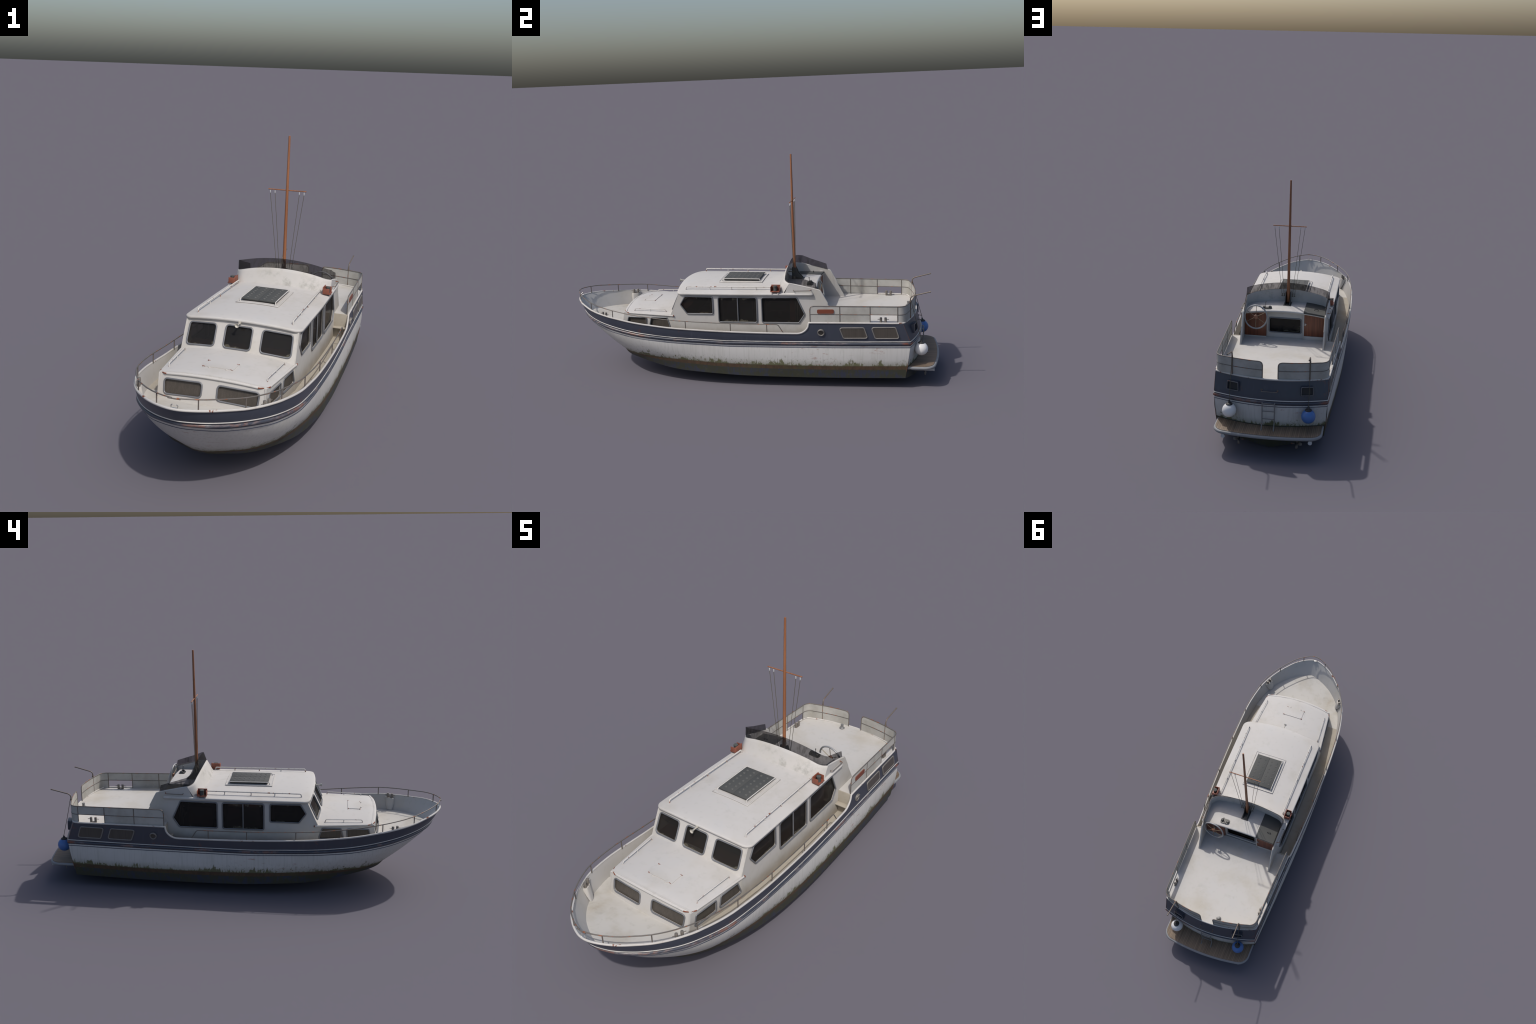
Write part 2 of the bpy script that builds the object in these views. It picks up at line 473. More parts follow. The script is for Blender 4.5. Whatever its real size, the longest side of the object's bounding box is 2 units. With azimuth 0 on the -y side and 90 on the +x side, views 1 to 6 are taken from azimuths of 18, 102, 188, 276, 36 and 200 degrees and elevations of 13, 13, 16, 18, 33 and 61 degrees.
# ---------------------------------------------------------------- the boat
boat = bpy.data.objects.new('motor_cruiser', None); link(boat)
boat['label'] = 'weathered white and navy motor cruiser with flybridge and mast'
boat['category'] = 'boat'

# ------------------------------------------------ hull lines (y stem, y end, half breadth, height)
class Line:
    def __init__(self, xt, zt):
        self.y0, self.y1 = xt[0][0], xt[-1][0]
        self.fx = pchip([p[0] for p in xt], [p[1]**2 for p in xt])
        self.fz = pchip([p[0] for p in zt], [p[1] for p in zt])
    def x(self, y): return math.sqrt(max(self.fx(y), 0))
    def z(self, y): return self.fz(y)
    def at(self, g):
        y = self.y0 + (self.y1 - self.y0)*g
        return Vector((self.x(y), y, self.z(y)))

SHEER = Line([(-.995, 0), (-.985, .045), (-.969, .078), (-.935, .126), (-.9, .160), (-.846, .205), (-.768, .251), (-.7, .278), (-.515, .309),
              (-.285, .315), (-.055, .311), (.2, .300), (.36, .290), (.822, .269)],
             [(-.995, .386), (-.935, .377), (-.85, .362), (-.7, .345), (-.6, .332), (-.5, .321), (-.357, .308),
              (-.28, .304), (-.05, .295), (.136, .291), (.295, .289), (.822, .289)])
STRIPE = Line([(-.966, 0), (-.960, .036), (-.945, .075), (-.912, .124), (-.872, .167), (-.828, .203), (-.765, .243), (-.700, .268), (-.515, .304), (-.285, .310),
               (-.055, .306), (.2, .297), (.36, .288), (.856, .269)],
              [(-.966, .334), (-.87, .318), (-.75, .301), (-.637, .284), (-.516, .270), (-.375, .258), (-.22, .252),
               (-.045, .246), (.393, .246), (.856, .252)])
LOWER = Line([(-.948, 0), (-.941, .040), (-.905, .121), (-.865, .163), (-.810, .207), (-.742, .249), (-.69, .267), (-.515, .301), (-.285, .307), (-.055, .304),
              (.2, .295), (.36, .287), (.857, .268)],
             [(-.948, .309), (-.87, .294), (-.75, .277), (-.637, .260), (-.516, .247), (-.375, .236), (-.22, .230),
              (-.045, .224), (.393, .224), (.857, .230)])
WATER = Line([(-.762, 0), (-.735, .075), (-.70, .137), (-.65, .188), (-.57, .236), (-.45, .270), (-.3, .291),
              (-.1, .302), (.1, .301), (.4, .290), (.842, .263)],
             [(-.762, .131), (-.65, .131), (-.57, .133), (-.33, .130), (-.06, .121), (.386, .118), (.842, .122)])
CHINE = Line([(-.745, 0), (-.72, .075), (-.687, .137), (-.65, .175), (-.6, .206), (-.5, .240), (-.4, .261), (-.3, .278), (-.155, .293),
              (0, .296), (.32, .285), (.6, .271), (.832, .256)],
             [(-.745, .116), (-.687, .113), (-.6, .107), (-.5, .091), (-.4, .074), (-.3, .066), (-.2, .064), (0, .057),
              (.4, .053), (.832, .056)])
KEEL = Line([(-.743, 0), (.885, 0)],
            [(-.743, .113), (-.6, .060), (-.45, .025), (-.3, .008), (-.1, .0), (.885, .0)])
DECK = Line([(-.930, 0), (-.914, .058), (-.852, .155), (-.793, .208), (-.718, .247), (-.613, .276), (-.5, .292),
             (-.28, .301), (0, .297), (.353, .284)],
            [(-.930, .302), (-.9, .296), (-.845, .287), (-.7, .270), (-.6, .261), (-.45, .250), (-.28, .242), (-.05, .233), (.353, .228)])

Y_STEP0, Y_STEP1, Z_AFT = .292, .354, .346
def bulwark_top(y):
    """sheer line with the step up to the raised aft deck"""
    if y < Y_STEP0: return SHEER.z(y)
    if y < Y_STEP1:
        t = (y - Y_STEP0)/(Y_STEP1 - Y_STEP0)
        return .289 + (Z_AFT - .289)*(1 - math.sqrt(max(1 - t*t, 0)))
    return Z_AFT

gs = [(i/110)**1.8 for i in range(111)]
gs += [(y - SHEER.y0)/(SHEER.y1 - SHEER.y0) for y in np.linspace(.285, Y_STEP1, 18)] + \
      [(Y_STEP1 + .0004 - SHEER.y0)/(SHEER.y1 - SHEER.y0)]
gs = sorted(set(round(g, 6) for g in gs))

def sheer_pt(g):
    p = SHEER.at(g); p.z = bulwark_top(p.y); return p
def both(pts):
    """starboard line plus its mirror image, joined at the stem"""
    return [Vector((-p.x, p.y, p.z)) for p in pts[:0:-1]] + list(pts)
def ruled_pt(a, b, t, bulge):
    """point between two hull lines, swelling outwards, more so in the bow"""
    p = a.lerp(b, t)
    if bulge:
        d = Vector((p.x, min(p.y + .55, 0)*.6, 0))
        if d.length > 1e-6:
            k = bulge + (.006*min(max((-.3 - p.y)/.25, 0), 1) if bulge > .003 else 0)
            p = p + d.normalized()*k*4*t*(1 - t)
    return p
def ruled(mb, A, B, n, bulge=0.0, mi=0):
    rows = []
    for k in range(n + 1):
        t = k/n; row = []
        for a, b in zip(A, B):
            row.append(tuple(ruled_pt(a, b, t, bulge)))
        rows.append(row)
    mb.grid(rows, mi)

L_sheer = both([sheer_pt(g) for g in gs]); L_stripe = both([STRIPE.at(g) for g in gs])
L_lower = both([LOWER.at(g) for g in gs]); L_water = both([WATER.at(g) for g in gs])
L_chine = both([CHINE.at(g) for g in gs]); L_keel = both([KEEL.at(g) for g in gs])
L_band = [w.lerp(c, .30) for w, c in zip(L_water, L_chine)]

mb = MB(); ruled(mb, L_lower, L_water, 8, .0035); hull = mb.obj('hull', M_hull, boat, 60)
mb = MB(); ruled(mb, L_sheer, L_stripe, 4, .0015); ruled(mb, L_stripe, L_lower, 2); mb.obj('bulwark', M_blue, hull, 40)
mb = MB(); ruled(mb, L_water, L_band, 2); mb.obj('boot_stripe', M_boot, hull, 60)
mb = MB(); ruled(mb, L_band, L_chine, 4); ruled(mb, L_chine, L_keel, 8, .0); mb.obj('hull_bottom', M_bottom, hull, 30)

# transom: a curved plate bowed aft, knuckled at the rubbing strake
def transom_arc(xe, ye, yc, z, zc=None, n=24):
    out = []
    for i in range(n + 1):
        t = 1 - 2*i/n
        zz = z if zc is None else zc + (z - zc)*abs(t)
        out.append(Vector((xe*t, yc - (yc - ye)*t*t, zz)))
    return out
T_top = transom_arc(.269, .822, .880, Z_AFT); T_str = transom_arc(.269, .856, .904, .252)
T_low = transom_arc(.268, .857, .905, .230); T_wat = transom_arc(.263, .842, .898, .122)
T_bnd = [a.lerp(b, .3) for a, b in zip(T_wat, transom_arc(.256, .832, .885, .056))]
T_bot = transom_arc(.256, .832, .885, .056, 0.0)
mb = MB()
ruled(mb, T_top, T_str, 4, 0, 0); ruled(mb, T_str, T_low, 2, 0, 0); ruled(mb, T_low, T_wat, 4, 0, 1)
ruled(mb, T_wat, T_bnd, 2, 0, 2); ruled(mb, T_bnd, T_bot, 4, 0, 2)
mb.obj('transom', [M_blue, M_hull, M_bottom], hull, 30)

def hull_loop(line_pts, arc):
    """closed belt: port stern - stem - starboard stern - transom"""
    return list(line_pts) + arc[1:-1]
# belts round the hull
mb = MB(); mb.tube(hull_loop(L_stripe, T_str), .0026, 6, True); mb.obj('stripe_moulding', M_stripe, hull, 60)
mid = [a.lerp(b, .52) for a, b in zip(L_stripe, L_lower)]; tmid = [a.lerp(b, .52) for a, b in zip(T_str, T_low)]
mb = MB(); mb.tube(hull_loop(mid, tmid), .0066, 10, True); mb.obj('rubbing_strake', M_strake, hull, 60)
low1 = [a.lerp(b, .035) for a, b in zip(L_lower, L_water)]; tlow1 = [a.lerp(b, .035) for a, b in zip(T_low, T_wat)]
low2 = [ruled_pt(a, b, .075, .0035) for a, b in zip(L_lower, L_water)]; tlow2 = [a.lerp(b, .075) for a, b in zip(T_low, T_wat)]
mb = MB(); mb.tube(hull_loop(low2, tlow2), .0017, 6, True, sx=1); mb.obj('pinstripe', M_thinblue, hull, 60)

# gunwale cap (rounds the stern corners)
cap_side = [p for p in L_sheer]
loop = hull_loop(cap_side, T_top)
corner_cap = []
for p in loop:
    q = p.copy(); e = max(abs(q.x) - .25, 0)
    if q.y > .79 and e > 0:                       # rounded quarter corner in plan
        q.x = math.copysign(abs(q.x) - .25*e*max(0, (q.y - .79)/.035), q.x)
    corner_cap.append(q + Vector((0, 0, .0005)))
mb = MB(); mb.tube(corner_cap, .0046, 8, True); mb.obj('gunwale_cap', M_white_rusty, hull, 60)

# corroded seams at the transom corners
mb = MB()
for sx in (-1, 1):
    mb.tube([(sx*.2694, .8235, .340), (sx*.2694, .8395, .298), (sx*.2696, .854, .258)], .0010, 6)
    mb.tube([(sx*.2655, .8475, .160), (sx*.2638, .843, .126), (sx*.2600, .837, .092)], .0014, 6)
mb.obj('rust_seam', M_rust_seam, hull, 60)

# inner bulwark
gi = [g for g in gs if SHEER.at(g).y < .356]
inner_top = []
for g in gi:
    p = sheer_pt(g); 
    t = SHEER.at(min(g + .002, 1)) - SHEER.at(max(g - .002, 0)); nrm = Vector((-t.y, t.x, 0)).normalized()
    if g < 1e-4: nrm = Vector((0, 1, 0))
    q = p + nrm*.0038; q.x = max(q.x, 0) if g > 1e-4 else 0
    inner_top.append(q)
y_in = [p.y for p in inner_top]
inner_bot = []
for p in inner_top:
    u = (p.y - y_in[0])/(y_in[-1] - y_in[0]); y = DECK.y0 + (DECK.y1 - DECK.y0)*u
    inner_bot.append(Vector((DECK.x(y), y, DECK.z(y))))
mb = MB(); ruled(mb, both(inner_top), both(inner_bot), 3); mb.obj('bulwark_lining', M_white, hull, 60)

# decks
mb = MB(); rows = []
for p in inner_bot:
    rows.append([(p.x*a, p.y, p.z + .007*(1 - a*a)) for a in cosp(14)])
nf = next(i for i, p in enumerate(inner_bot) if p.y > -.62)
mb.grid(rows[:nf + 1]); foredeck = mb.obj('foredeck', M_deck, boat, 40)
mb = MB(); mb.grid(rows[nf:]); sidedeck = mb.obj('side_deck', M_sidedeck, boat, 40)

mb = MB(); rows = []
for j in range(21):
    t = j/20; row = []
    for a in cosp(24):
        y1 = .877 - (.877 - .822)*a*a
        y = .353 + (y1 - .353)*t
        x = a*(lerp(y, [.36, .822], [.287, .266]))
        row.append((x, y, .3430 + .0035*(1 - a*a)))
    rows.append(row)
mb.grid(rows)
aft_deck = mb.obj('raised_deck', M_aftdeck, boat, 40)

# boarding steps up to the aft deck
mb = MB()
mb.box((.2555, .3395, .2835), (.064, .027, .005), .001)
mb.box((.2545, .3555, .286), (.066, .005, .118), .001)
st = mb.obj('boarding_step', M_sidedeck, boat); mirror(st)

# ------------------------------------------------ openings and windows
def add_window(parent, outline, mapf, depth=-.0025, frame=M_alu, pane=M_glass, fr=.0034, frame_d=.004, mull=None, mirrored=True, name='window'):
    mb = MB(); mb.tube([mapf(a, b, frame_d) for a, b in outline], fr, 8, True)
    if mull is not None:
        zs = [p[1] for p in outline]
        mb.tube([mapf(mull, min(zs), .001), mapf(mull, max(zs), .001)], .0032, 6)
    f = mb.obj(name + '_frame', frame, parent, 60)
    mb = MB(); mb.prism(outline, mapf, depth - .001, depth + .001)
    p = mb.obj(name + '_pane', pane, parent, 30)
    if mirrored: mirror(f); mirror(p)

# ------------------------------------------------ fore cabin
def fside(y): return lerp(y, [-.70, -.38, -.30], [.201, .2335, .2335])
def fc_side(y, z, d): return (fside(y) + d - (z - .3)*.03, y, z)
def fc_front(x, z, d): return (x, -.674 - (.35 - z)*.26 + .019*(x/.2)**2 - d, z)
wA = rpoly([(-.636, .334), (-.529, .335), (-.534, .284), (-.648, .284)], .009)
wB = rpoly([(-.503, .338), (-.411, .341), (-.394, .286), (-.516, .285)], .009)
wF = rpoly([(-.183, .341), (-.029, .351), (-.030, .298), (-.179, .287)], .015)
wF2 = [(-a, b) for a, b in wF][::-1]
fore_cabin = panel('fore_cabin', [(-.2045, .255), (.2045, .255), (.2045, .362), (.1, .375), (0, .379), (-.1, .375), (-.2045, .362)],
                   [wF, wF2], .007, fc_front, M_white, boat)
sw = panel('cabin_wall', [(-.681, .235), (-.37, .235), (-.37, .358), (-.661, .358)], [wA, wB], .007, fc_side, M_cabin, fore_cabin)
mirror(sw)
add_window(fore_cabin, wA, fc_side, pane=M_curtain); add_window(fore_cabin, wB, fc_side, pane=M_curtain)
add_window(fore_cabin, wF, fc_front, pane=M_curtain)

def fore_z(x, y): return .3800 - .50*x*x + .004*min(max((y + .68)/.28, 0), 1) - .006*max(0, (-.63 - y)/.05)**2
def fc_yf(a):
    x = abs(a); y = -.674 + .017*a*a
    r = .16
    if x > 1 - r:
        u = (x - (1 - r))/r; y += .030*(1 - math.sqrt(max(1 - u*u, 0)))
    return y
slab('fore_cabin_roof', cosp(44), lambda y: lerp(y, [-.68, -.372], [.2025, .2375]), fc_yf, lambda a: -.372, fore_z, .0045, 26, M_roof, fore_cabin)

# rust bleeding at the roof corners: small flaked plates of corrosion
M_rustflake = plain('rust', (.17, .05, .025), .8, 0, .4, 60)
mb = MB()
for sx in (-1, 1):
    pts = []
    for a in np.linspace(.86, .999, 8):
        y = fc_yf(a) - .0045*(1 - .75*max(0, a - .9)/.1); x = a*lerp(y, [-.68, -.372], [.2025, .2375]) + .004*max(0, a - .9)/.1
        pts.append((sx*x, y, fore_z(x, y) - .0022))
    mb.tube(pts, .0026, 6)
    mb.box((sx*.2375, -.3735, fore_z(.2375, -.37) - .003), (.010, .005, .007), .001)
mb.obj('rust_flake', M_rustflake, fore_cabin)

# deck hatch
mb = MB()
for x0, x1, y0, y1 in ((-.058, .058, -.597, -.535),):
    rows = [[(x, y, fore_z(x, y) + .0025) for x in np.linspace(x0, x1, 9)] for y in np.linspace(y0, y1, 5)]
    mb.grid(rows)
    edge = rows[0] + [r[-1] for r in rows[1:]] + rows[-1][-2::-1] + [r[0] for r in rows[-2:0:-1]]
    mb.grid([edge + [edge[0]], [(p[0], p[1], p[2] - .004) for p in edge + [edge[0]]]])
hatch = mb.obj('deck_hatch', M_roof, fore_cabin)
mb = MB()
for x in (-.034, .034):
    mb.lathe([(.0045, 0), (.0045, .003), (.002, .004)], (x, -.6005, fore_z(x, -.6)), seg=10)
mb.obj('hatch_hinge', M_white_rusty, hatch)
mb = MB()
for x, y in ((-.057, -.596), (.05, -.597), (.057, -.536), (-.058, -.536)):
    rr = random.Random(int(x*900 + y*5000))
    mb.tube([(x + (k - 2)*.0032, y + rr.uniform(-.0022, .0022), fore_z(x, y) + .0024) for k in range(5)],
            [.0006, rr.uniform(.0012, .0022), rr.uniform(.0008, .0018), rr.uniform(.001, .002), .0004], 6)
mb.obj('rust_flake', M_rustflake, hatch)

def handrail(name, x0, x1, y0, y1, zf, h, r, posts, mat, parent):
    mb = MB()
    pts = fillet([(x0, y0, zf(x0, y0)), (x0, y0 + .004, zf(x0, y0) + h), (x1, y1 - .004, zf(x1, y1) + h), (x1, y1, zf(x1, y1))], .006, 4)
    mb.tube(pts, r, 8)
    for t in posts:
        x, y = x0 + (x1 - x0)*t, y0 + (y1 - y0)*t
        mb.tube([(x, y, zf(x, y) - .001), (x, y, zf(x, y) + h)], r*.8, 6)
    return mb.obj(name, mat, parent, 60)
mirror(handrail('handrail', .192, .204, -.606, -.424, fore_z, .0125, .0021, [.5], M_rail_white, fore_cabin))

# ------------------------------------------------ main cabin
def mside(y, z): return lerp(y, [-.42, -.33, 0, .2, .48], [.2365, .2355, .2320, .2295, .2170]) - (z - .35)*.02
def mc_side(y, z, d): return (mside(y, z) + d, y, z)
def mc_front(x, z, d): return (x, -.409 + (z - .375)*.476 + .026*(x/.23)**2 - d, z)
w1 = rpoly([(-.306, .459), (-.157, .457), (-.157, .366), (-.298, .366), (-.333, .414)], .010)
w2 = rpoly([(-.127, .457), (.077, .457), (.077, .324), (-.127, .324)], .011)
w3 = rpoly([(.103, .457), (.286, .459), (.325, .371), (.294, .325), (.103, .325)], .011)
side_poly = [(-.395, .228), (.352, .222), (.354, .338), (.487, .338), (.484, .346)] + \
            [(.484 + (.412 - .484)*t, .346 + (.480 - .346)*t) for t in (.3, .6, .9)] + \
            rpoly([(.43, .446), (.404, .4945), (.36, .5045)], .014, 5)[6:12] + \
            [(.247, .531), (.2235, .478), (-.337, .476), (-.392, .352)]
main_cabin = panel('main_cabin', side_poly, [w1, w2, w3], .008, lambda a, b, d: mc_side(a, b, d - .004), M_cabin, boat)
mirror(main_cabin, boat).name = 'cabin_wall'
for w, m in ((w1, None), (w2, -.0245), (w3, None)):
    add_window(main_cabin, w, lambda a, b, d: mc_side(a, b, d - .002), mull=m)
f1 = rpoly([(-.213, .459), (-.095, .469), (-.095, .389), (-.216, .377)], .015)
f2 = rpoly([(-.055, .471), (.055, .471), (.055, .390), (-.055, .390)], .015)
f3 = [(-a, b) for a, b in f1][::-1]
front = panel('cabin_wall', [(-.2325, .345), (.2325, .345), (.2305, .478), (.12, .491), (0, .496), (-.12, .491), (-.2305, .478)],
              [f1, f2, f3], .008, lambda a, b, d: mc_front(a, b, d - .004), M_white, main_cabin)
for w in (f1, f2, f3):
    add_window(main_cabin, w, lambda a, b, d: mc_front(a, b, d - .002), mirrored=False)

def roof_z(x, y): return .5025 - .40*x*x - .004*max(0, (-.30 - y)/.06)**2
def mr_yf(a):
    x = abs(a); y = -.362 + .020*a*a; r = .115
    if x > 1 - r:
        u = (x - (1 - r))/r; y += .026*(1 - math.sqrt(max(1 - u*u, 0)))
    return y
slab('main_roof', cosp(48), lambda y: lerp(y, [-.36, 0, .37], [.2385, .2365, .2265]), mr_yf, lambda a: .365, roof_z, .0062, 40, M_roof, main_cabin)

# interior seen dimly through the glass
mb = MB(); mb.box((0, -.02, .292), (.43, .66, .006), 0); mb.obj('cabin_floor', M_interior, main_cabin)
mb = MB()
mb.box((-.15, .12, .335), (.11, .26, .07), .008); mb.box((-.195, .12, .38), (.03, .26, .09), .008)
mb.box((.14, -.19, .330), (.12, .13, .07), .008); mb.box((.14, -.135, .375), (.12, .025, .10), .008)
mb.obj('settee', M_seat, main_cabin)
mb = MB(); mb.box((.05, .16, .36), (.17, .14, .008), .002); mb.box((.05, .16, .328), (.02, .02, .06), .002)
mb.box((.165, .28, .38), (.09, .07, .17), .004); mb.box((0, -.345, .345), (.42, .07, .07), .004)
mb.obj('cabin_table', M_interior, main_cabin)
mb = MB()
for yc in (-.165, -.118, .062, .115, .285):
    pts = [(.217 + .003*math.sin(k*2.1), yc - .012 + k*.004) for k in range(7)]
    mb.grid([[(x, y, z) for x, y in pts] for z in (.325, .40, .462)])
dr = mb.obj('drapes', M_drape, main_cabin); mirror(dr)

# horn on the roof front
mb = MB()
mb.lathe([(.004, 0), (.005, .004), (.0035, .008), (.0028, .018), (.0034, .028), (.006, .035), (.009, .039), (.0085, .0395), (.003, .034)], (0, -.362, .4845), (0, -1, 0), 16)
mb.box((0, -.365, .488), (.012, .012, .012), .003)
mb.obj('horn', plain('horn_enamel', (.40, .38, .335), .4), main_cabin, 40)

# roof rails
mirror(handrail('roof_rail', .1985, .192, -.309, .176, roof_z, .0155, .0031, [.27, .51, .78], M_rail_white, main_cabin))

# ventilation skylight with grille
mb = MB()
rows = [[(x, y, roof_z(x, y) + .003) for x in np.linspace(-.091, .091, 9)] for y in np.linspace(-.155, .079, 9)]
mb.grid(rows); edge = rows[0] + [r[-1] for r in rows[1:]] + rows[-1][-2::-1] + [r[0] for r in rows[-2:0:-1]]
mb.grid([edge + [edge[0]], [(p[0], p[1], p[2] - .005) for p in edge + [edge[0]]]])
sky = mb.obj('skylight_base', M_roof, main_cabin)
mb = MB(); mb.tube(edge, .0022, 6, True); mb.obj('skylight_rim', M_roof, sky, 60)
mb = MB()
zt = .5165
for sx in (-1, 1):
    mb.box((sx*.0373, -.036, zt - .003), (.0742, .196, .006), .001)
mb.obj('skylight_panel', M_nonslip, sky)
mb = MB(); mb.box((0, -.036, zt - .0065), (.145, .190, .005), 0); mb.box((0, -.036, zt - .009), (.12, .17, .008), 0)
mb.obj('skylight_core', M_dark, sky)
mb = MB()
ringpts = [(.0048*math.cos(t), .0048*math.sin(t), 0) for t in np.linspace(0, 2*math.pi, 15)[:-1]]
mb.tube(ringpts, .0010, 5, True); mb.lathe([(.0028, -.0005), (.0022, .0008)], (0, 0, 0), seg=10)
M_ring = plain('vent_ring_metal', (.098, .10, .094), .6)
r0 = mb.obj('vent_ring', M_ring, sky)
k = 0
for i in range(4):
    for j in range(7):
        o = r0 if k == 0 else link(r0.copy(), sky)
        o.location = ((-.053, -.0195, .0195, .053)[i], -.112 + j*.0252, zt + .0003); k += 1
def sky_z(x, y): return roof_z(x, y) + .003
mirror(handrail('skylight_bar', .0765, .0765, -.143, .068, sky_z, .0125, .0021, [], M_rail_white, sky))

# side lights in wooden boxes
mb = MB()
c = Vector((.2235, .1765, 0)); zb = .491
mb.box((c.x, c.y, zb), (.034, .047, .004), .001)
mb.box((c.x - .016, c.y, zb + .0145), (.0035, .047, .031), .001)
mb.box((c.x - .002, c.y - .0225, zb + .012), (.030, .003, .026), .001)
mb.box((c.x - .002, c.y + .0225, zb + .012), (.030, .003, .026), .001)
lb = mb.obj('navigation_light_box', M_lightbox, main_cabin)
mb = MB(); mb.lathe([(.0100, 0), (.0105, .002), (.0098, .004), (.0098, .020), (.0106, .022), (.0106, .026), (.008, .027)], (c.x + .001, c.y, zb + .002), seg=18)
nl = mb.obj('navigation_light', M_lamp, main_cabin, 40)
mb = MB()
for dy in (-.016, .016):
    mb.tube([(c.x + .012, c.y + dy, zb - .001), (c.x + .014, c.y + dy, .481)], .0018, 6)
    mb.lathe([(.004, 0), (.003, .002)], (c.x + .014, c.y + dy, .4815), seg=10)
lf = mb.obj('navigation_light_bracket', M_rail_white, main_cabin)
for o in (lb, nl, lf): mirror(o)

# hand rails on the wings
mb = MB()
mb.tube(fillet([(.222, .27, .497), (.236, .272, .496), (.234, .357, .498), (.219, .359, .499)], .005, 4), .0021, 8)
mirror(mb.obj('handrail', M_rail, main_cabin, 60))

# ------------------------------------------------ flybridge: cowl, windscreen, helm
def cowl_y(a): return .020*a*a + .026*max(0, (abs(a) - .8)/.2)**2.5
def cowl_rows(d):
    rows = []
    for t in np.linspace(0, 1, 7):
        row = []
        for a in cosp(48):
            x = a*(.2255 - .001*t - d)
            yt = .203 + cowl_y(a) + d; yb = (.171 if d == 0 else .199) + cowl_y(a) + d
            zb_ = roof_z(x, .18) - .004; ztp = .5675 - .034*a*a - .002*abs(a)**6
            row.append((x, yb + (yt - yb)*t, zb_ + (ztp - zb_)*t))
        rows.append(row)
    return rows
o_, i_ = cowl_rows(0), cowl_rows(.0085)
mb = MB(); mb.grid(o_); mb.grid(i_, flip=True); mb.grid([o_[-1], [tuple((Vector(p)+Vector(q))/2 + Vector((0, 0, .003))) for p, q in zip(o_[-1], i_[-1])], i_[-1]])
cowl = mb.obj('flybridge_cowl', M_cowl, boat, 50)

# rounded coaming along the wing tops
mb = MB()
wing = [(mside(y, z) - .004, y, z) for y, z in ([(.247, .5315), (.30, .5195), (.36, .506)] + side_poly[12:5:-1])]
mb.tube(wing, .0047, 8)
mirror(mb.obj('wing_coaming', M_white, cowl, 60))

# windscreen: front pane follows the cowl, side panes run down the wings
def screen(d):
    bot, top = [], []
    for a in cosp(48):
        x = a*.2225; ztp = .5675 - .034*a*a
        bot.append(Vector((x - math.copysign(d, x)*abs(a), .207 + cowl_y(a)*.9 + d, ztp)))
        top.append(Vector((x*.997 - math.copysign(d, x)*abs(a), .228 + cowl_y(a)*.46 + d, ztp + .0435 + .001*a*a)))
    sb = [Vector((mside(y, .52) - .006 - d, y, z)) for y, z in ((.30, .519), (.35, .5075), (.392, .499))]
    stp = [Vector((mside(y, .55) - .006 - d, y, z)) for y, z in ((.30, .560), (.35, .5445), (.384, .533))]
    port = [Vector((-p.x, p.y, p.z)) for p in sb[::-1]]; portt = [Vector((-p.x, p.y, p.z)) for p in stp[::-1]]
    return port + bot + sb, portt + top + stp
b0, t0 = screen(0); b1, t1 = screen(.002)
mb = MB()
mb.grid([[tuple(p) for p in b0], [tuple(p) for p in t0]]); mb.grid([[tuple(p) for p in t0], [tuple(p) for p in t1]])
mb.grid([[tuple(p) for p in t1], [tuple(p) for p in b1]])
for e in (0, -1): mb.add([tuple(b0[e]), tuple(t0[e]), tuple(t1[e]), tuple(b1[e])], [(0, 1, 2, 3)])
mb.obj('windscreen', M_smoke, cowl, 60)

# aft bulkhead with window, panelling and door
def bk(x, z, d): return (x, .347 + d, z)
wk = rpoly([(-.084, .455), (.084, .455), (.084, .375), (-.084, .375)], .010)
bulkhead = panel('bulkhead', [(-.217, .338), (.217, .338), (.217, .482), (.1, .495), (0, .499), (-.1, .495), (-.217, .482)], [wk], .006, bk, M_white, main_cabin, .04)
add_window(bulkhead, wk, bk, mirrored=False, depth=-.014)
mb = MB(); mb.box((.1555, .356, .4175), (.115, .012, .130), .002); mb.obj('wood_panel', M_door, bulkhead)
mb = MB(); mb.box((.1555, .354, .3485), (.118, .014, .010), .002); mb.box((-.1555, .354, .3555), (.118, .018, .023), .002)
mb.box((-.0985, .356, .418), (.005, .020, .150), .0015); mb.box((-.2125, .356, .418), (.005, .020, .150), .0015)
mb.obj('door_frame', M_white, bulkhead)
mb = MB(); mb.box((-.1555, .357, .427), (.109, .012, .118), .002); door = mb.obj('companionway_door', M_door, bulkhead)
mb = MB(); mb.box((-.1065, .3645, .432), (.005, .003, .014), .001); mb.tube([(-.1065, .366, .435), (-.1065, .371, .435), (-.115, .371, .435)], .0014, 6)
mb.obj('door_handle', M_chrome, door)
# sliding hatch over the companionway
mb = MB()
rows = [[(x, y, roof_z(x, y) + .0035) for x in np.linspace(-.2125, -.0975, 9)] for y in np.linspace(.215, .371, 9)]
mb.grid(rows); edge = rows[0] + [r[-1] for r in rows[1:]] + rows[-1][-2::-1] + [r[0] for r in rows[-2:0:-1]]
mb.grid([edge + [edge[0]], [(p[0], p[1], p[2] - .010) for p in edge + [edge[0]]]])
sh = mb.obj('sliding_hatch', M_nonslip, cowl)
mb = MB(); mb.tube(fillet([(-.150, .318, .497), (-.150, .318, .503), (-.168, .318, .502), (-.168, .318, .496)], .003), .0017, 6)
mb.obj('hatch_grip', M_dark, sh)

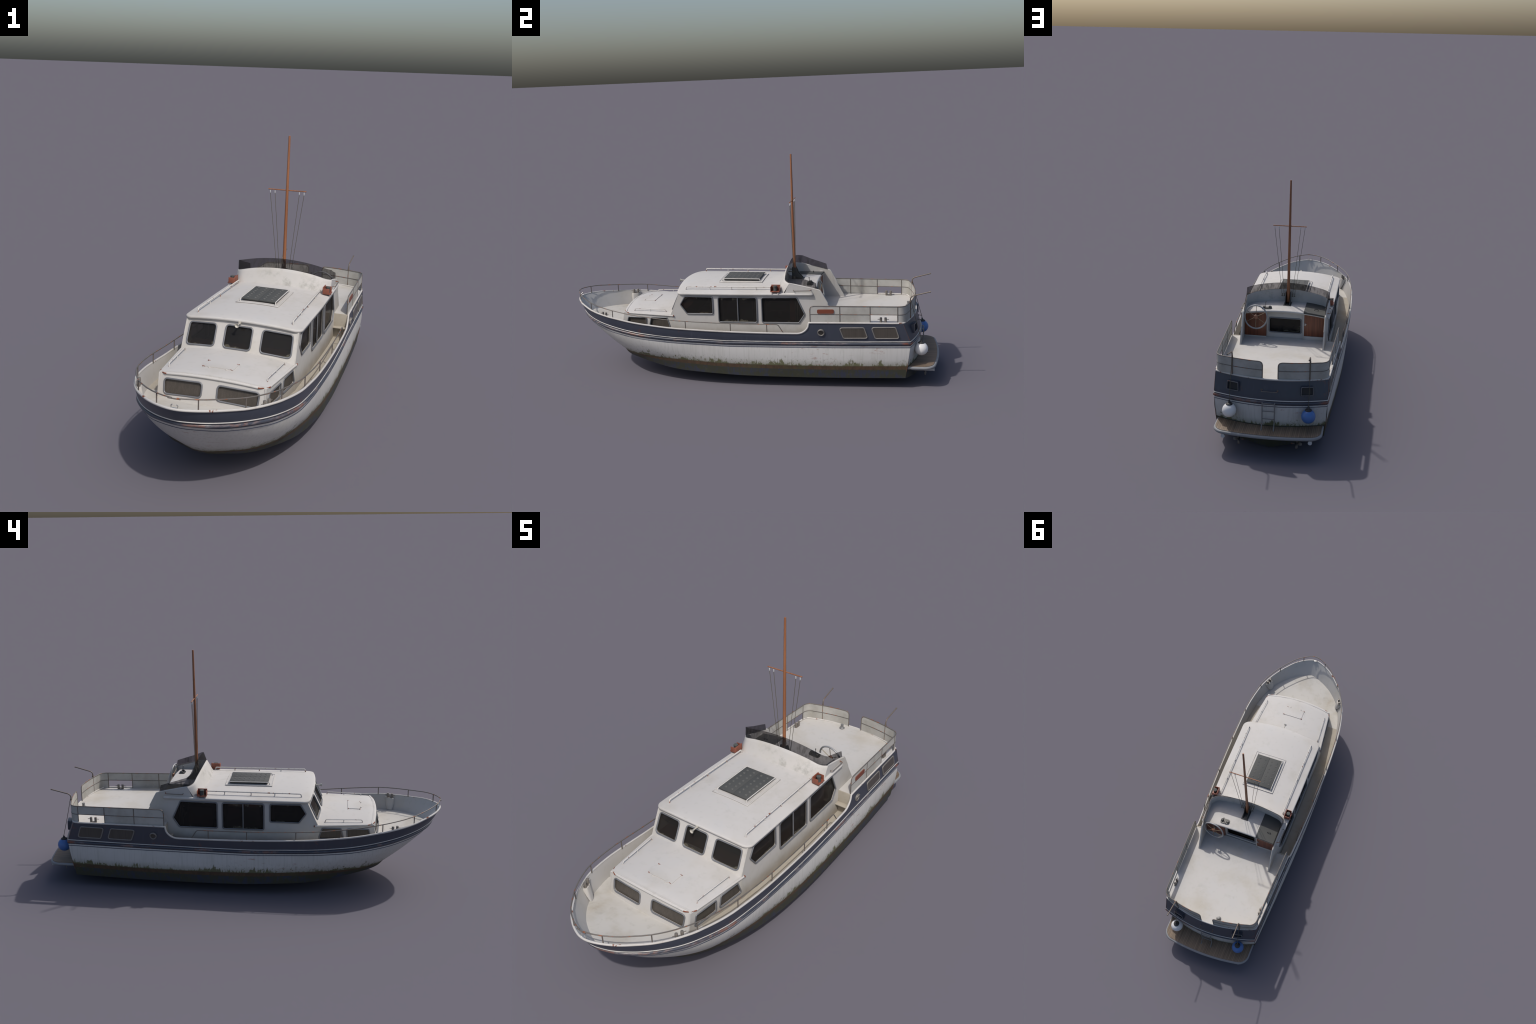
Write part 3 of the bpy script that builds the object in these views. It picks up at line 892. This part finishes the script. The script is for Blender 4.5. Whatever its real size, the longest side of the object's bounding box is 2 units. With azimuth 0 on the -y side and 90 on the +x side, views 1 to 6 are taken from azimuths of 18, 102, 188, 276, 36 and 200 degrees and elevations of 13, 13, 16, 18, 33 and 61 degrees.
# engine controls
mb = MB()
pl_ = rpoly([(.074, .322), (.126, .322), (.126, .352), (.074, .352)], .010)
mb.prism(pl_, lambda a, b, d: (a, b, roof_z(a, b) + d), -.002, .005)
ctl = mb.obj('engine_control', M_gunmetal, cowl, 40)
mb = MB()
mb.lathe([(.009, 0), (.009, .007), (.006, .011)], (.111, .336, .503), (1, 0, 0), 14)
mb.lathe([(.0085, 0), (.0085, .006), (.006, .010)], (.083, .338, .503), (0, 0, 1), 14)
mb.tube([(.108, .337, .504), (.106, .334, .531)], .0014, 6); mb.lathe([(.001, -.003), (.003, -.001), (.003, .001), (.001, .003)], (.106, .334, .533), seg=10)
mb.obj('throttle_lever', M_gunmetal, ctl, 40)

# steering wheel
M_wheel = plain('wheel_rim_metal', (.27, .275, .28), .4, .2)
hubp = Vector((.148, .397, .469))
R = Matrix.Rotation(math.radians(-7), 3, 'Z') @ Matrix.Rotation(math.radians(9), 3, 'X')
def wl_(a, rad, off=0): return hubp + R @ Vector((rad*math.cos(a), off, rad*math.sin(a)))
mb = MB(); mb.tube([wl_(a, .0605) for a in np.linspace(0, 2*math.pi, 41)[:-1]], .0041, 8, True)
wheel = mb.obj('steering_wheel', M_wheel, boat, 60)
mb = MB()
for k in range(6): mb.tube([wl_(math.pi/2 + k*math.pi/3, .006), wl_(math.pi/2 + k*math.pi/3, .059)], .0015, 6)
mb.obj('wheel_spoke', plain('brass', (.17, .135, .085), .5, .3), wheel)
mb = MB(); ax = R @ Vector((0, 1, 0))
mb.lathe([(.010, -.004), (.012, 0), (.010, .005), (.004, .007)], hubp, ax, 16)
mb.obj('wheel_hub', plain('hub_wood', (.23, .105, .06), .5), wheel, 40)
mb = MB(); mb.tube([hubp - ax*.002, hubp - ax*.038], .005, 8); mb.obj('steering_column', M_gunmetal, wheel)

# ------------------------------------------------ mast, yard and halyards
mb = MB()
prof = [(.240, .508, .0100), (.240, .56, .0100), (.240, .585, .0088), (.240, .605, .0076), (.240, .87, .0066), (.2405, 1.163, .0047), (.2405, 1.1665, .0038)]
mb.tube([(0, p[0], p[1]) for p in prof], [p[2] for p in prof], 14)
mast = mb.obj('mast', M_mast, boat, 50)
mb = MB()
plate = [(.229, .566), (.250, .564), (.262, .533), (.291, .5005), (.227, .5005)]
for sx in (-1, 1):
    mb.prism(plate, lambda a, b, d, s=sx: (s*.0128 + d, a, b), -.0013, .0013)
mb.box((0, .229, .530), (.024, .003, .055), .0005); mb.box((0, .260, .5025), (.040, .066, .004), .001)
mb.obj('tabernacle', M_gunmetal, mast)
mb = MB(); mb.tube([(-.0875, .2405, .9245), (.0875, .2405, .9245)], .0027, 8); mb.obj('yard', M_mast, mast, 60)
mb = MB(); mb.tube([(x, .2455, .921) for x in (-.0785, -.0783)], .001, 6)
mb = MB(); mb.box((0, 0, 0), (.004, .005, .013), .0015); pb = None
for i, x in enumerate((-.0785, -.0565, .0565, .0785)):
    if pb is None: pb = mb.obj('pulley', M_pulley, mast); o = pb
    else: o = link(pb.copy(), mast)
    o.location = (x, .2405, .9135)
for sx in (-1, 1):
    for xt, xb in ((.0785, .033), (.0565, .022)):
        mb = MB(); mb.tube([(sx*xt, .2405, .908), (sx*(xt*.5 + xb*.5) - sx*.001, .2408, .72), (sx*xb, .2412, .541)], .0010, 6)
        mb.tube([(sx*(xb - .004), .2412, .541), (sx*(xb + .004), .2412, .541)], .002, 6)
        mb.tube([(sx*xb, .2412, .541), (sx*xb, .236, .545), (sx*xb, .206, .546)], .0012, 6)
        mb.obj('halyard', M_rope, mast, 60)

# ------------------------------------------------ bow rail
def rail_off(y): return max(SHEER.x(y) - .005, 0)
ys = [.196] + list(np.linspace(.15, -.6, 14)) + list(np.linspace(-.65, -.93, 12)) + [-.955, -.972, -.985, -.994]
side = [Vector((.2955, .224, .291)), Vector((rail_off(.2), .200, .333))]
def rail_z(y): return SHEER.z(y) + lerp(y, [-1, -.9, -.2, .2], [.0405, .039, .0425, .0455])
core = [Vector((rail_off(y), y - .002*max(0, (-.9 - y)/.1), rail_z(y))) for y in ys]
pts = [side[0]] + core + [Vector((.022, -.996, .4245)), Vector((0, -.9976, .425))]
st_path = fillet(pts[:3], .02, 6) + pts[3:]
full = st_path + [Vector((-p.x, p.y, p.z)) for p in st_path[-2::-1]]
mb = MB(); mb.tube(full, .0024, 8); bow_rail = mb.obj('bow_rail', M_rail, boat, 60)
mb = MB(); mb.tube([(0, 0, 0), (0, 0, 1)], .0024, 8); post0 = mb.obj('rail_post', M_rail, bow_rail, 60)
first = True
for y in (.139, -.050, -.288, -.502, -.700, -.853, -.969):
    for sx in (-1, 1):
        o = post0 if first else link(post0.copy(), bow_rail); first = False
        z = SHEER.z(y); o.location = (sx*rail_off(y), y, z); o.scale = (1, 1, rail_z(y) - z)

# bow fairlead
mb = MB()
for sx in (-1, 1):
    mb.tube([(sx*.003, -.993, .388), (sx*.011, -.992, .391), (sx*.012, -.992, .399), (sx*.007, -.993, .403)], .0018, 6)
mb.box((0, -.991, .389), (.022, .008, .003), .001)
mb.obj('fairlead', M_chrome, bow_rail, 60)

# ------------------------------------------------ stern rail with canvas dodgers
def stern_plan():
    P = [(lerp(y, [.36, .80], [.2825, .2665]), y) for y in np.linspace(.360, .795, 30)]
    for t in np.linspace(0, 1, 9):                       # rounded stern corner
        c0, c1, c2 = Vector((.2665, .797)), Vector((.2655, .829)), Vector((.236, .8395))
        v = c0*(1-t)**2 + c1*2*t*(1-t) + c2*t*t; P.append((v.x, v.y))
    for x in np.linspace(.228, .0365, 22): P.append((x, .876 - .0575*(x/.269)**2 + .0085*(x/.269)**2))
    return P
PL = stern_plan(); ZR0, ZR1, ZRM = .346, .4315, .3895
top = [Vector((PL[0][0], PL[0][1], ZR0))] + [Vector((x, y, ZR1)) for x, y in PL] + [Vector((PL[-1][0], PL[-1][1], ZR0))]
# soften the two ends
top = fillet([top[0], top[1], top[6]], .022, 7)[:-1] + top[6:-6] + fillet([top[-7], top[-2], top[-1]], .022, 7)[1:]
mb = MB(); mb.tube(top, .0024, 8); mb.tube([(x, y, ZRM) for x, y in PL], .0021, 8)
stern_rail = mb.obj('stern_rail', M_rail, boat, 60); mirror(stern_rail)
idx = lambda y: min(range(30), key=lambda i: abs(PL[i][1] - y))
posts = [PL[idx(.513)], PL[idx(.663)], PL[29]]
first = True
for x, y in posts:
    for sx in (-1, 1):
        if first:
            mb = MB(); mb.tube([(0, 0, 0), (0, 0, ZR1 - ZR0)], .0024, 8); sp = mb.obj('rail_post', M_rail, stern_rail, 60); o = sp; first = False
        else: o = link(sp.copy(), stern_rail)
        o.location = (sx*x, y, ZR0)
def dodger(i0, i1, z0, z1, r=0.0, end=0):
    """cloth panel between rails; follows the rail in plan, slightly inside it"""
    mb = MB(); P = PL[i0:i1 + 1]; n = len(P)
    rows = []
    for t in np.linspace(0, 1, 6):
        row = []
        for k, (x, y) in enumerate(P):
            d = 0
            if end == -1: d = (P[k][1] - P[0][1])
            if end == 1: d = (P[k][0] - P[-1][0])
            drop = 0
            if end and d < .018: drop = .018 - math.sqrt(max(.018**2 - (.018 - d)**2, 0))
            zz1 = z1 - drop
            row.append((x + .0005, y + .0003, z0 + (zz1 - z0)*t))
        rows.append(row)
    back = [[(x - .0010, y - .0006, z) for x, y, z in row] for row in rows]
    mb.grid(rows); mb.grid(back, flip=True)
    mb.grid([rows[-1], back[-1]]); mb.grid([rows[0], back[0]])
    mb.grid([[r_[0] for r_ in rows], [r_[0] for r_ in back]]); mb.grid([[r_[-1] for r_ in rows], [r_[-1] for r_ in back]])
    return mb.obj('canvas_dodger', M_canvas, stern_rail, 40)
a, b, c_, e_ = idx(.513), idx(.663), 29, len(PL) - 1
for o in (dodger(0, a, .349, .4295, end=-1), dodger(a, b, .349, .4295), dodger(b, c_, ZRM, .4295), dodger(c_, e_, .349, .4295, end=1)):
    mirror(o)
# name board on the starboard dodger
pq = rpoly([(.397, .394), (.481, .395), (.481, .416), (.397, .415)], .007)
mb = MB(); mb.prism(pq, lambda y, z, d: (lerp(y, [.36, .80], [.2825, .2665]) + .001 + d, y, z), 0, .003)
mb.obj('name_board', M_plaque, stern_rail, 40)

# davits with ball fenders
mb = MB()
dv = fillet([(.183, .855, .347), (.183, .855, .462), (.1865, .953, .488)], .022, 7)
mb.tube(dv, .0031, 8); mb.lathe([(.0036, 0), (.0036, .006)], Vector((.1865, .953, .488)) - Vector((.0035, .098, .026)).normalized()*.004, Vector((.0035, .098, .026)), 8)
mb.lathe([(.0042, 0), (.0042, .008)], (.183, .855, .434), seg=8)
davit = mb.obj('davit', M_pipe, boat, 60); mirror(davit)
def ball(sx, mat):
    mb = MB()
    c = Vector((sx*.186, .909, .190)); r = .0335
    prof = [(r*math.sin(t), -r*math.cos(t)) for t in np.linspace(.06, math.pi - .35, 18)]
    mb.lathe(prof, c, seg=28); f = mb.obj('ball_fender', mat, boat, 60)
    mb = MB(); mb.lathe([(.0158, .0285), (.0162, .0325), (.012, .0365), (.006, .038), (.005, .044), (.003, .046)], c, seg=18)
    mb.tube([c + Vector((.004*math.cos(t), 0, .046 + .005*math.sin(t))) for t in np.linspace(0, 2*math.pi, 13)[:-1]], .0013, 6, True)
    mb.obj('fender_collar', M_dark, f, 40)
    mb = MB(); mb.tube([c + Vector((0, 0, .048)), Vector((sx*.185, .882, .34)), Vector((sx*.1835, .859, .437))], .0013, 6)
    mb.obj('fender_rope', M_rope, f, 60)
ball(1, M_fender_w); ball(-1, M_fender_b)

# ------------------------------------------------ bollards
def bollard_pair(c, d, parent=boat):
    c = Vector(c); d = Vector(d).normalized()
    mb = MB()
    for s in (-1, 1):
        p = c + d*(.0115*s)
        mb.lathe([(.0062, 0), (.0062, .0235), (.0055, .0248), (.001, .0252)], p, seg=14)
        mb.tube([p + d*(s*.005) + Vector((0, 0, .016)), p + d*(s*.0165) + Vector((0, 0, .016))], .0016, 6)
    mb.box(c + Vector((0, 0, .001)), (.014, .014, .003), .0005)
    return mb.obj('bollard', M_bollard, parent, 45)
mirror(bollard_pair((.2385, -.7605, .340), (.42, 1, 0)))
mirror(bollard_pair((.2525, .7235, .3455), (-.03, 1, 0)))
# brackets that carry the forward bollards on the bulwark
mb = MB(); rows = []
for t in np.linspace(0, 1, 8):
    z = .341 - .062*t; w = .0245*(1 - .45*t*t); dpt = .020*(1 - .75*t)
    row = []
    for a in np.linspace(-1, 1, 11):
        y = -.7605 + w*a; base = SHEER.x(y) - .007 - .030*t*(1 - .1*t)
        row.append((base - dpt*(1 - abs(a)**4), y, z))
    rows.append(row)
mb.grid(rows); mb.grid([[(SHEER.x(p[1]) - .004, p[1], .341) for p in rows[0]], rows[0]])
mirror(mb.obj('bollard_bracket', M_white, hull, 50))

# capstan
mb = MB(); mb.lathe([(.0135, 0), (.0135, .002), (.009, .005), (.0068, .008), (.0068, .016), (.0080, .018), (.0075, .0215), (.003, .022)], (-.053, .838, .3475), seg=20)
mb.obj('capstan', M_steel, boat, 40)

# ------------------------------------------------ hull windows, portholes, stern fittings
def bul(y, z, d):
    t = min(max((z - STRIPE.z(y))/(Z_AFT - STRIPE.z(y)), 0), 1.05)
    return (STRIPE.x(y)*(1 - t) + SHEER.x(y)*t + .0006 + d, y, z)
h1 = rpoly([(.508, .321), (.630, .323), (.648, .269), (.527, .267)], .010)
h2 = rpoly([(.667, .324), (.785, .326), (.803, .270), (.685, .268)], .010)
for h in (h1, h2): add_window(hull, h, bul, depth=.002, frame=M_hframe, pane=M_curtain, fr=.0033, frame_d=.002, name='hull_window')
mb = MB()
for rr, d0 in ((.0155, .003),):
    mb.tube([bul(.415 + rr*math.cos(t), .296 + rr*math.sin(t), .003 + .006*max(0, math.sin(t))) for t in np.linspace(0, 2*math.pi, 25)[:-1]], .0034, 8, True)
    for r_in in (.0165,):
        mb.grid([[bul(.415 + q*math.cos(t), .296 + q*math.sin(t), dd) for t in np.linspace(0, 2*math.pi, 25)] for q, dd in ((.0185, -.002), (.0185, .003), (.0175, .006))])
mirror(mb.obj('porthole_frame', M_hframe, hull, 50))
mb = MB(); mb.prism([(.415 + .0155*math.cos(t), .296 + .0155*math.sin(t)) for t in np.linspace(0, 2*math.pi, 21)[:-1]], bul, 0, .0015)
mirror(mb.obj('porthole_pane', M_curtain, hull))

def trans_y(x, z):
    t = (z - .252)/(Z_AFT - .252)
    ye = .856 + (.822 - .856)*t; yc = .904 + (.880 - .904)*t
    if z < .252: ye, yc = .857 - (.23 - z)*.14, .905 - (.23 - z)*.06
    return yc - (yc - ye)*(x/.268)**2
# hooded vents on the transom
def vent(x):
    mb = MB(); mb2 = MB()
    nrm = Vector((2*.048*x/.268**2, 1, .25)).normalized()
    tx = Vector((1, -2*.048*x/.268**2, 0)).normalized(); tz = tx.cross(nrm).normalized()*1
    c = Vector((x, trans_y(x, .299), .299))
    def mp(a, b, d): return tuple(c + tx*a + tz*b + nrm*d)
    o = rpoly([(-.031, -.023), (.031, -.023), (.029, .023), (-.029, .023)], .005, 3)
    inn = [(a*.84, b*.78 - .001) for a, b in o]
    def dep(b): return .008 + .009*(b + .023)/.046
    rows = [[mp(a, b, -.004) for a, b in o + o[:1]], [mp(a, b, dep(b)) for a, b in o + o[:1]], [mp(a, b, dep(b)) for a, b in inn + inn[:1]], [mp(a, b, .001) for a, b in inn + inn[:1]]]
    mb.grid(rows); v = mb.obj('transom_vent', M_blue, hull, 40)
    mb2.prism(inn, mp, -.001, .001); mb2.obj('vent_pane', M_dark, v)
    mb3 = MB(); mb3.tube([mp(a*.92, b*.89, dep(b) + .0003) for a, b in o], .0015, 6, True); mb3.obj('vent_rim', M_steel, v, 60)
    return v
vent(.173); vent(-.173)
mb = MB()
mb.tube(fillet([(.036, .893, .298), (.036, .909, .297), (-.038, .909, .297), (-.038, .893, .298)], .004, 3), .0017, 6)
for x in (.036, -.038): mb.lathe([(.005, 0), (.004, .003)], (x, trans_y(x, .298) - .001, .298), (0, 1, 0), 10)
mb.obj('grab_handle', M_rail, hull, 60)
# boarding ladder
mb = MB()
for sx in (-1, 1):
    mb.tube(fillet([(sx*.029, .903, .2425), (sx*.029, .9185, .2425), (sx*.029, .918, .150), (sx*.029, .942, .1145)], .012, 5), .0027, 8)
    mb.lathe([(.004, 0), (.0035, .005)], (sx*.029, .942, .1135), seg=8)
for z in (.2425, .203, .164): mb.tube([(-.029, .9185, z), (.029, .9185, z)], .0023, 6)
mb.obj('boarding_ladder', M_steel, boat, 60)

# bathing platform
def pl_w(y): return .2485
def pl_yb(a):
    x = abs(a); y = .9920 - .026*a*a; r = .17
    if x > 1 - r:
        u = (x - (1 - r))/r; y -= .042*(1 - math.sqrt(max(1 - u*u, 0)))
    return y
def pl_yf(a): return .885 - .054*a*a
plat = slab('bathing_platform', cosp(40), pl_w, pl_yf, pl_yb, lambda x, y: .1150, .0075, 8, M_rubber, boat)
tk = slab('teak_decking', cosp(40), lambda y: .2475, pl_yf, lambda a: pl_yb(a) - .004 if abs(a) < .9 else pl_yb(a) - .004, lambda x, y: .1175, .0012, 8, M_teak, plat)

# propellers and exhausts below the platform
mb = MB()
pc = Vector((.137, .928, .0555))
mb.lathe([(.006, -.008), (.0065, 0), (.0055, .008), (.002, .012)], pc, (0, 1, 0), 12)
mb.tube([pc + Vector((0, -.075, -.003)), pc + Vector((0, .010, 0))], .0032, 8)
mb.box(pc + Vector((0, -.006, .024)), (.010, .012, .045), .002)
prop = mb.obj('propeller_shaft', M_gunmetal, boat, 45)
mb = MB()
for k in range(4):
    an = math.pi/2*k; rows = []
    for t in np.linspace(0, 1, 6):
        rad = .005 + .0205*t; w = .0032 + .0042*math.sin(math.pi*min(t*.85 + .15, 1)*.9)
        tw = math.radians(55 - 30*t); row = []
        for s in np.linspace(-1, 1, 5):
            loc = Vector((s*w*math.cos(tw), s*w*math.sin(tw), rad))
            row.append(tuple(pc + Matrix.Rotation(an, 3, 'Y') @ loc))
        rows.append(row)
    mb.grid(rows); mb.grid([[(p[0], p[1] + .0012, p[2]) for p in r_] for r_ in rows], flip=True)
bl = mb.obj('propeller', M_bollard, prop, 60)
mirror(bl); mirror(prop, boat)
mb = MB(); mb.tube([(.203, .86, .089), (.203, .973, .089)], .0088, 14); mb.lathe([(.0098, 0), (.0098, .006)], (.203, .969, .089), (0, 1, 0), 14)
ex = mb.obj('exhaust_pipe', M_pulley, boat, 45); mirror(ex)
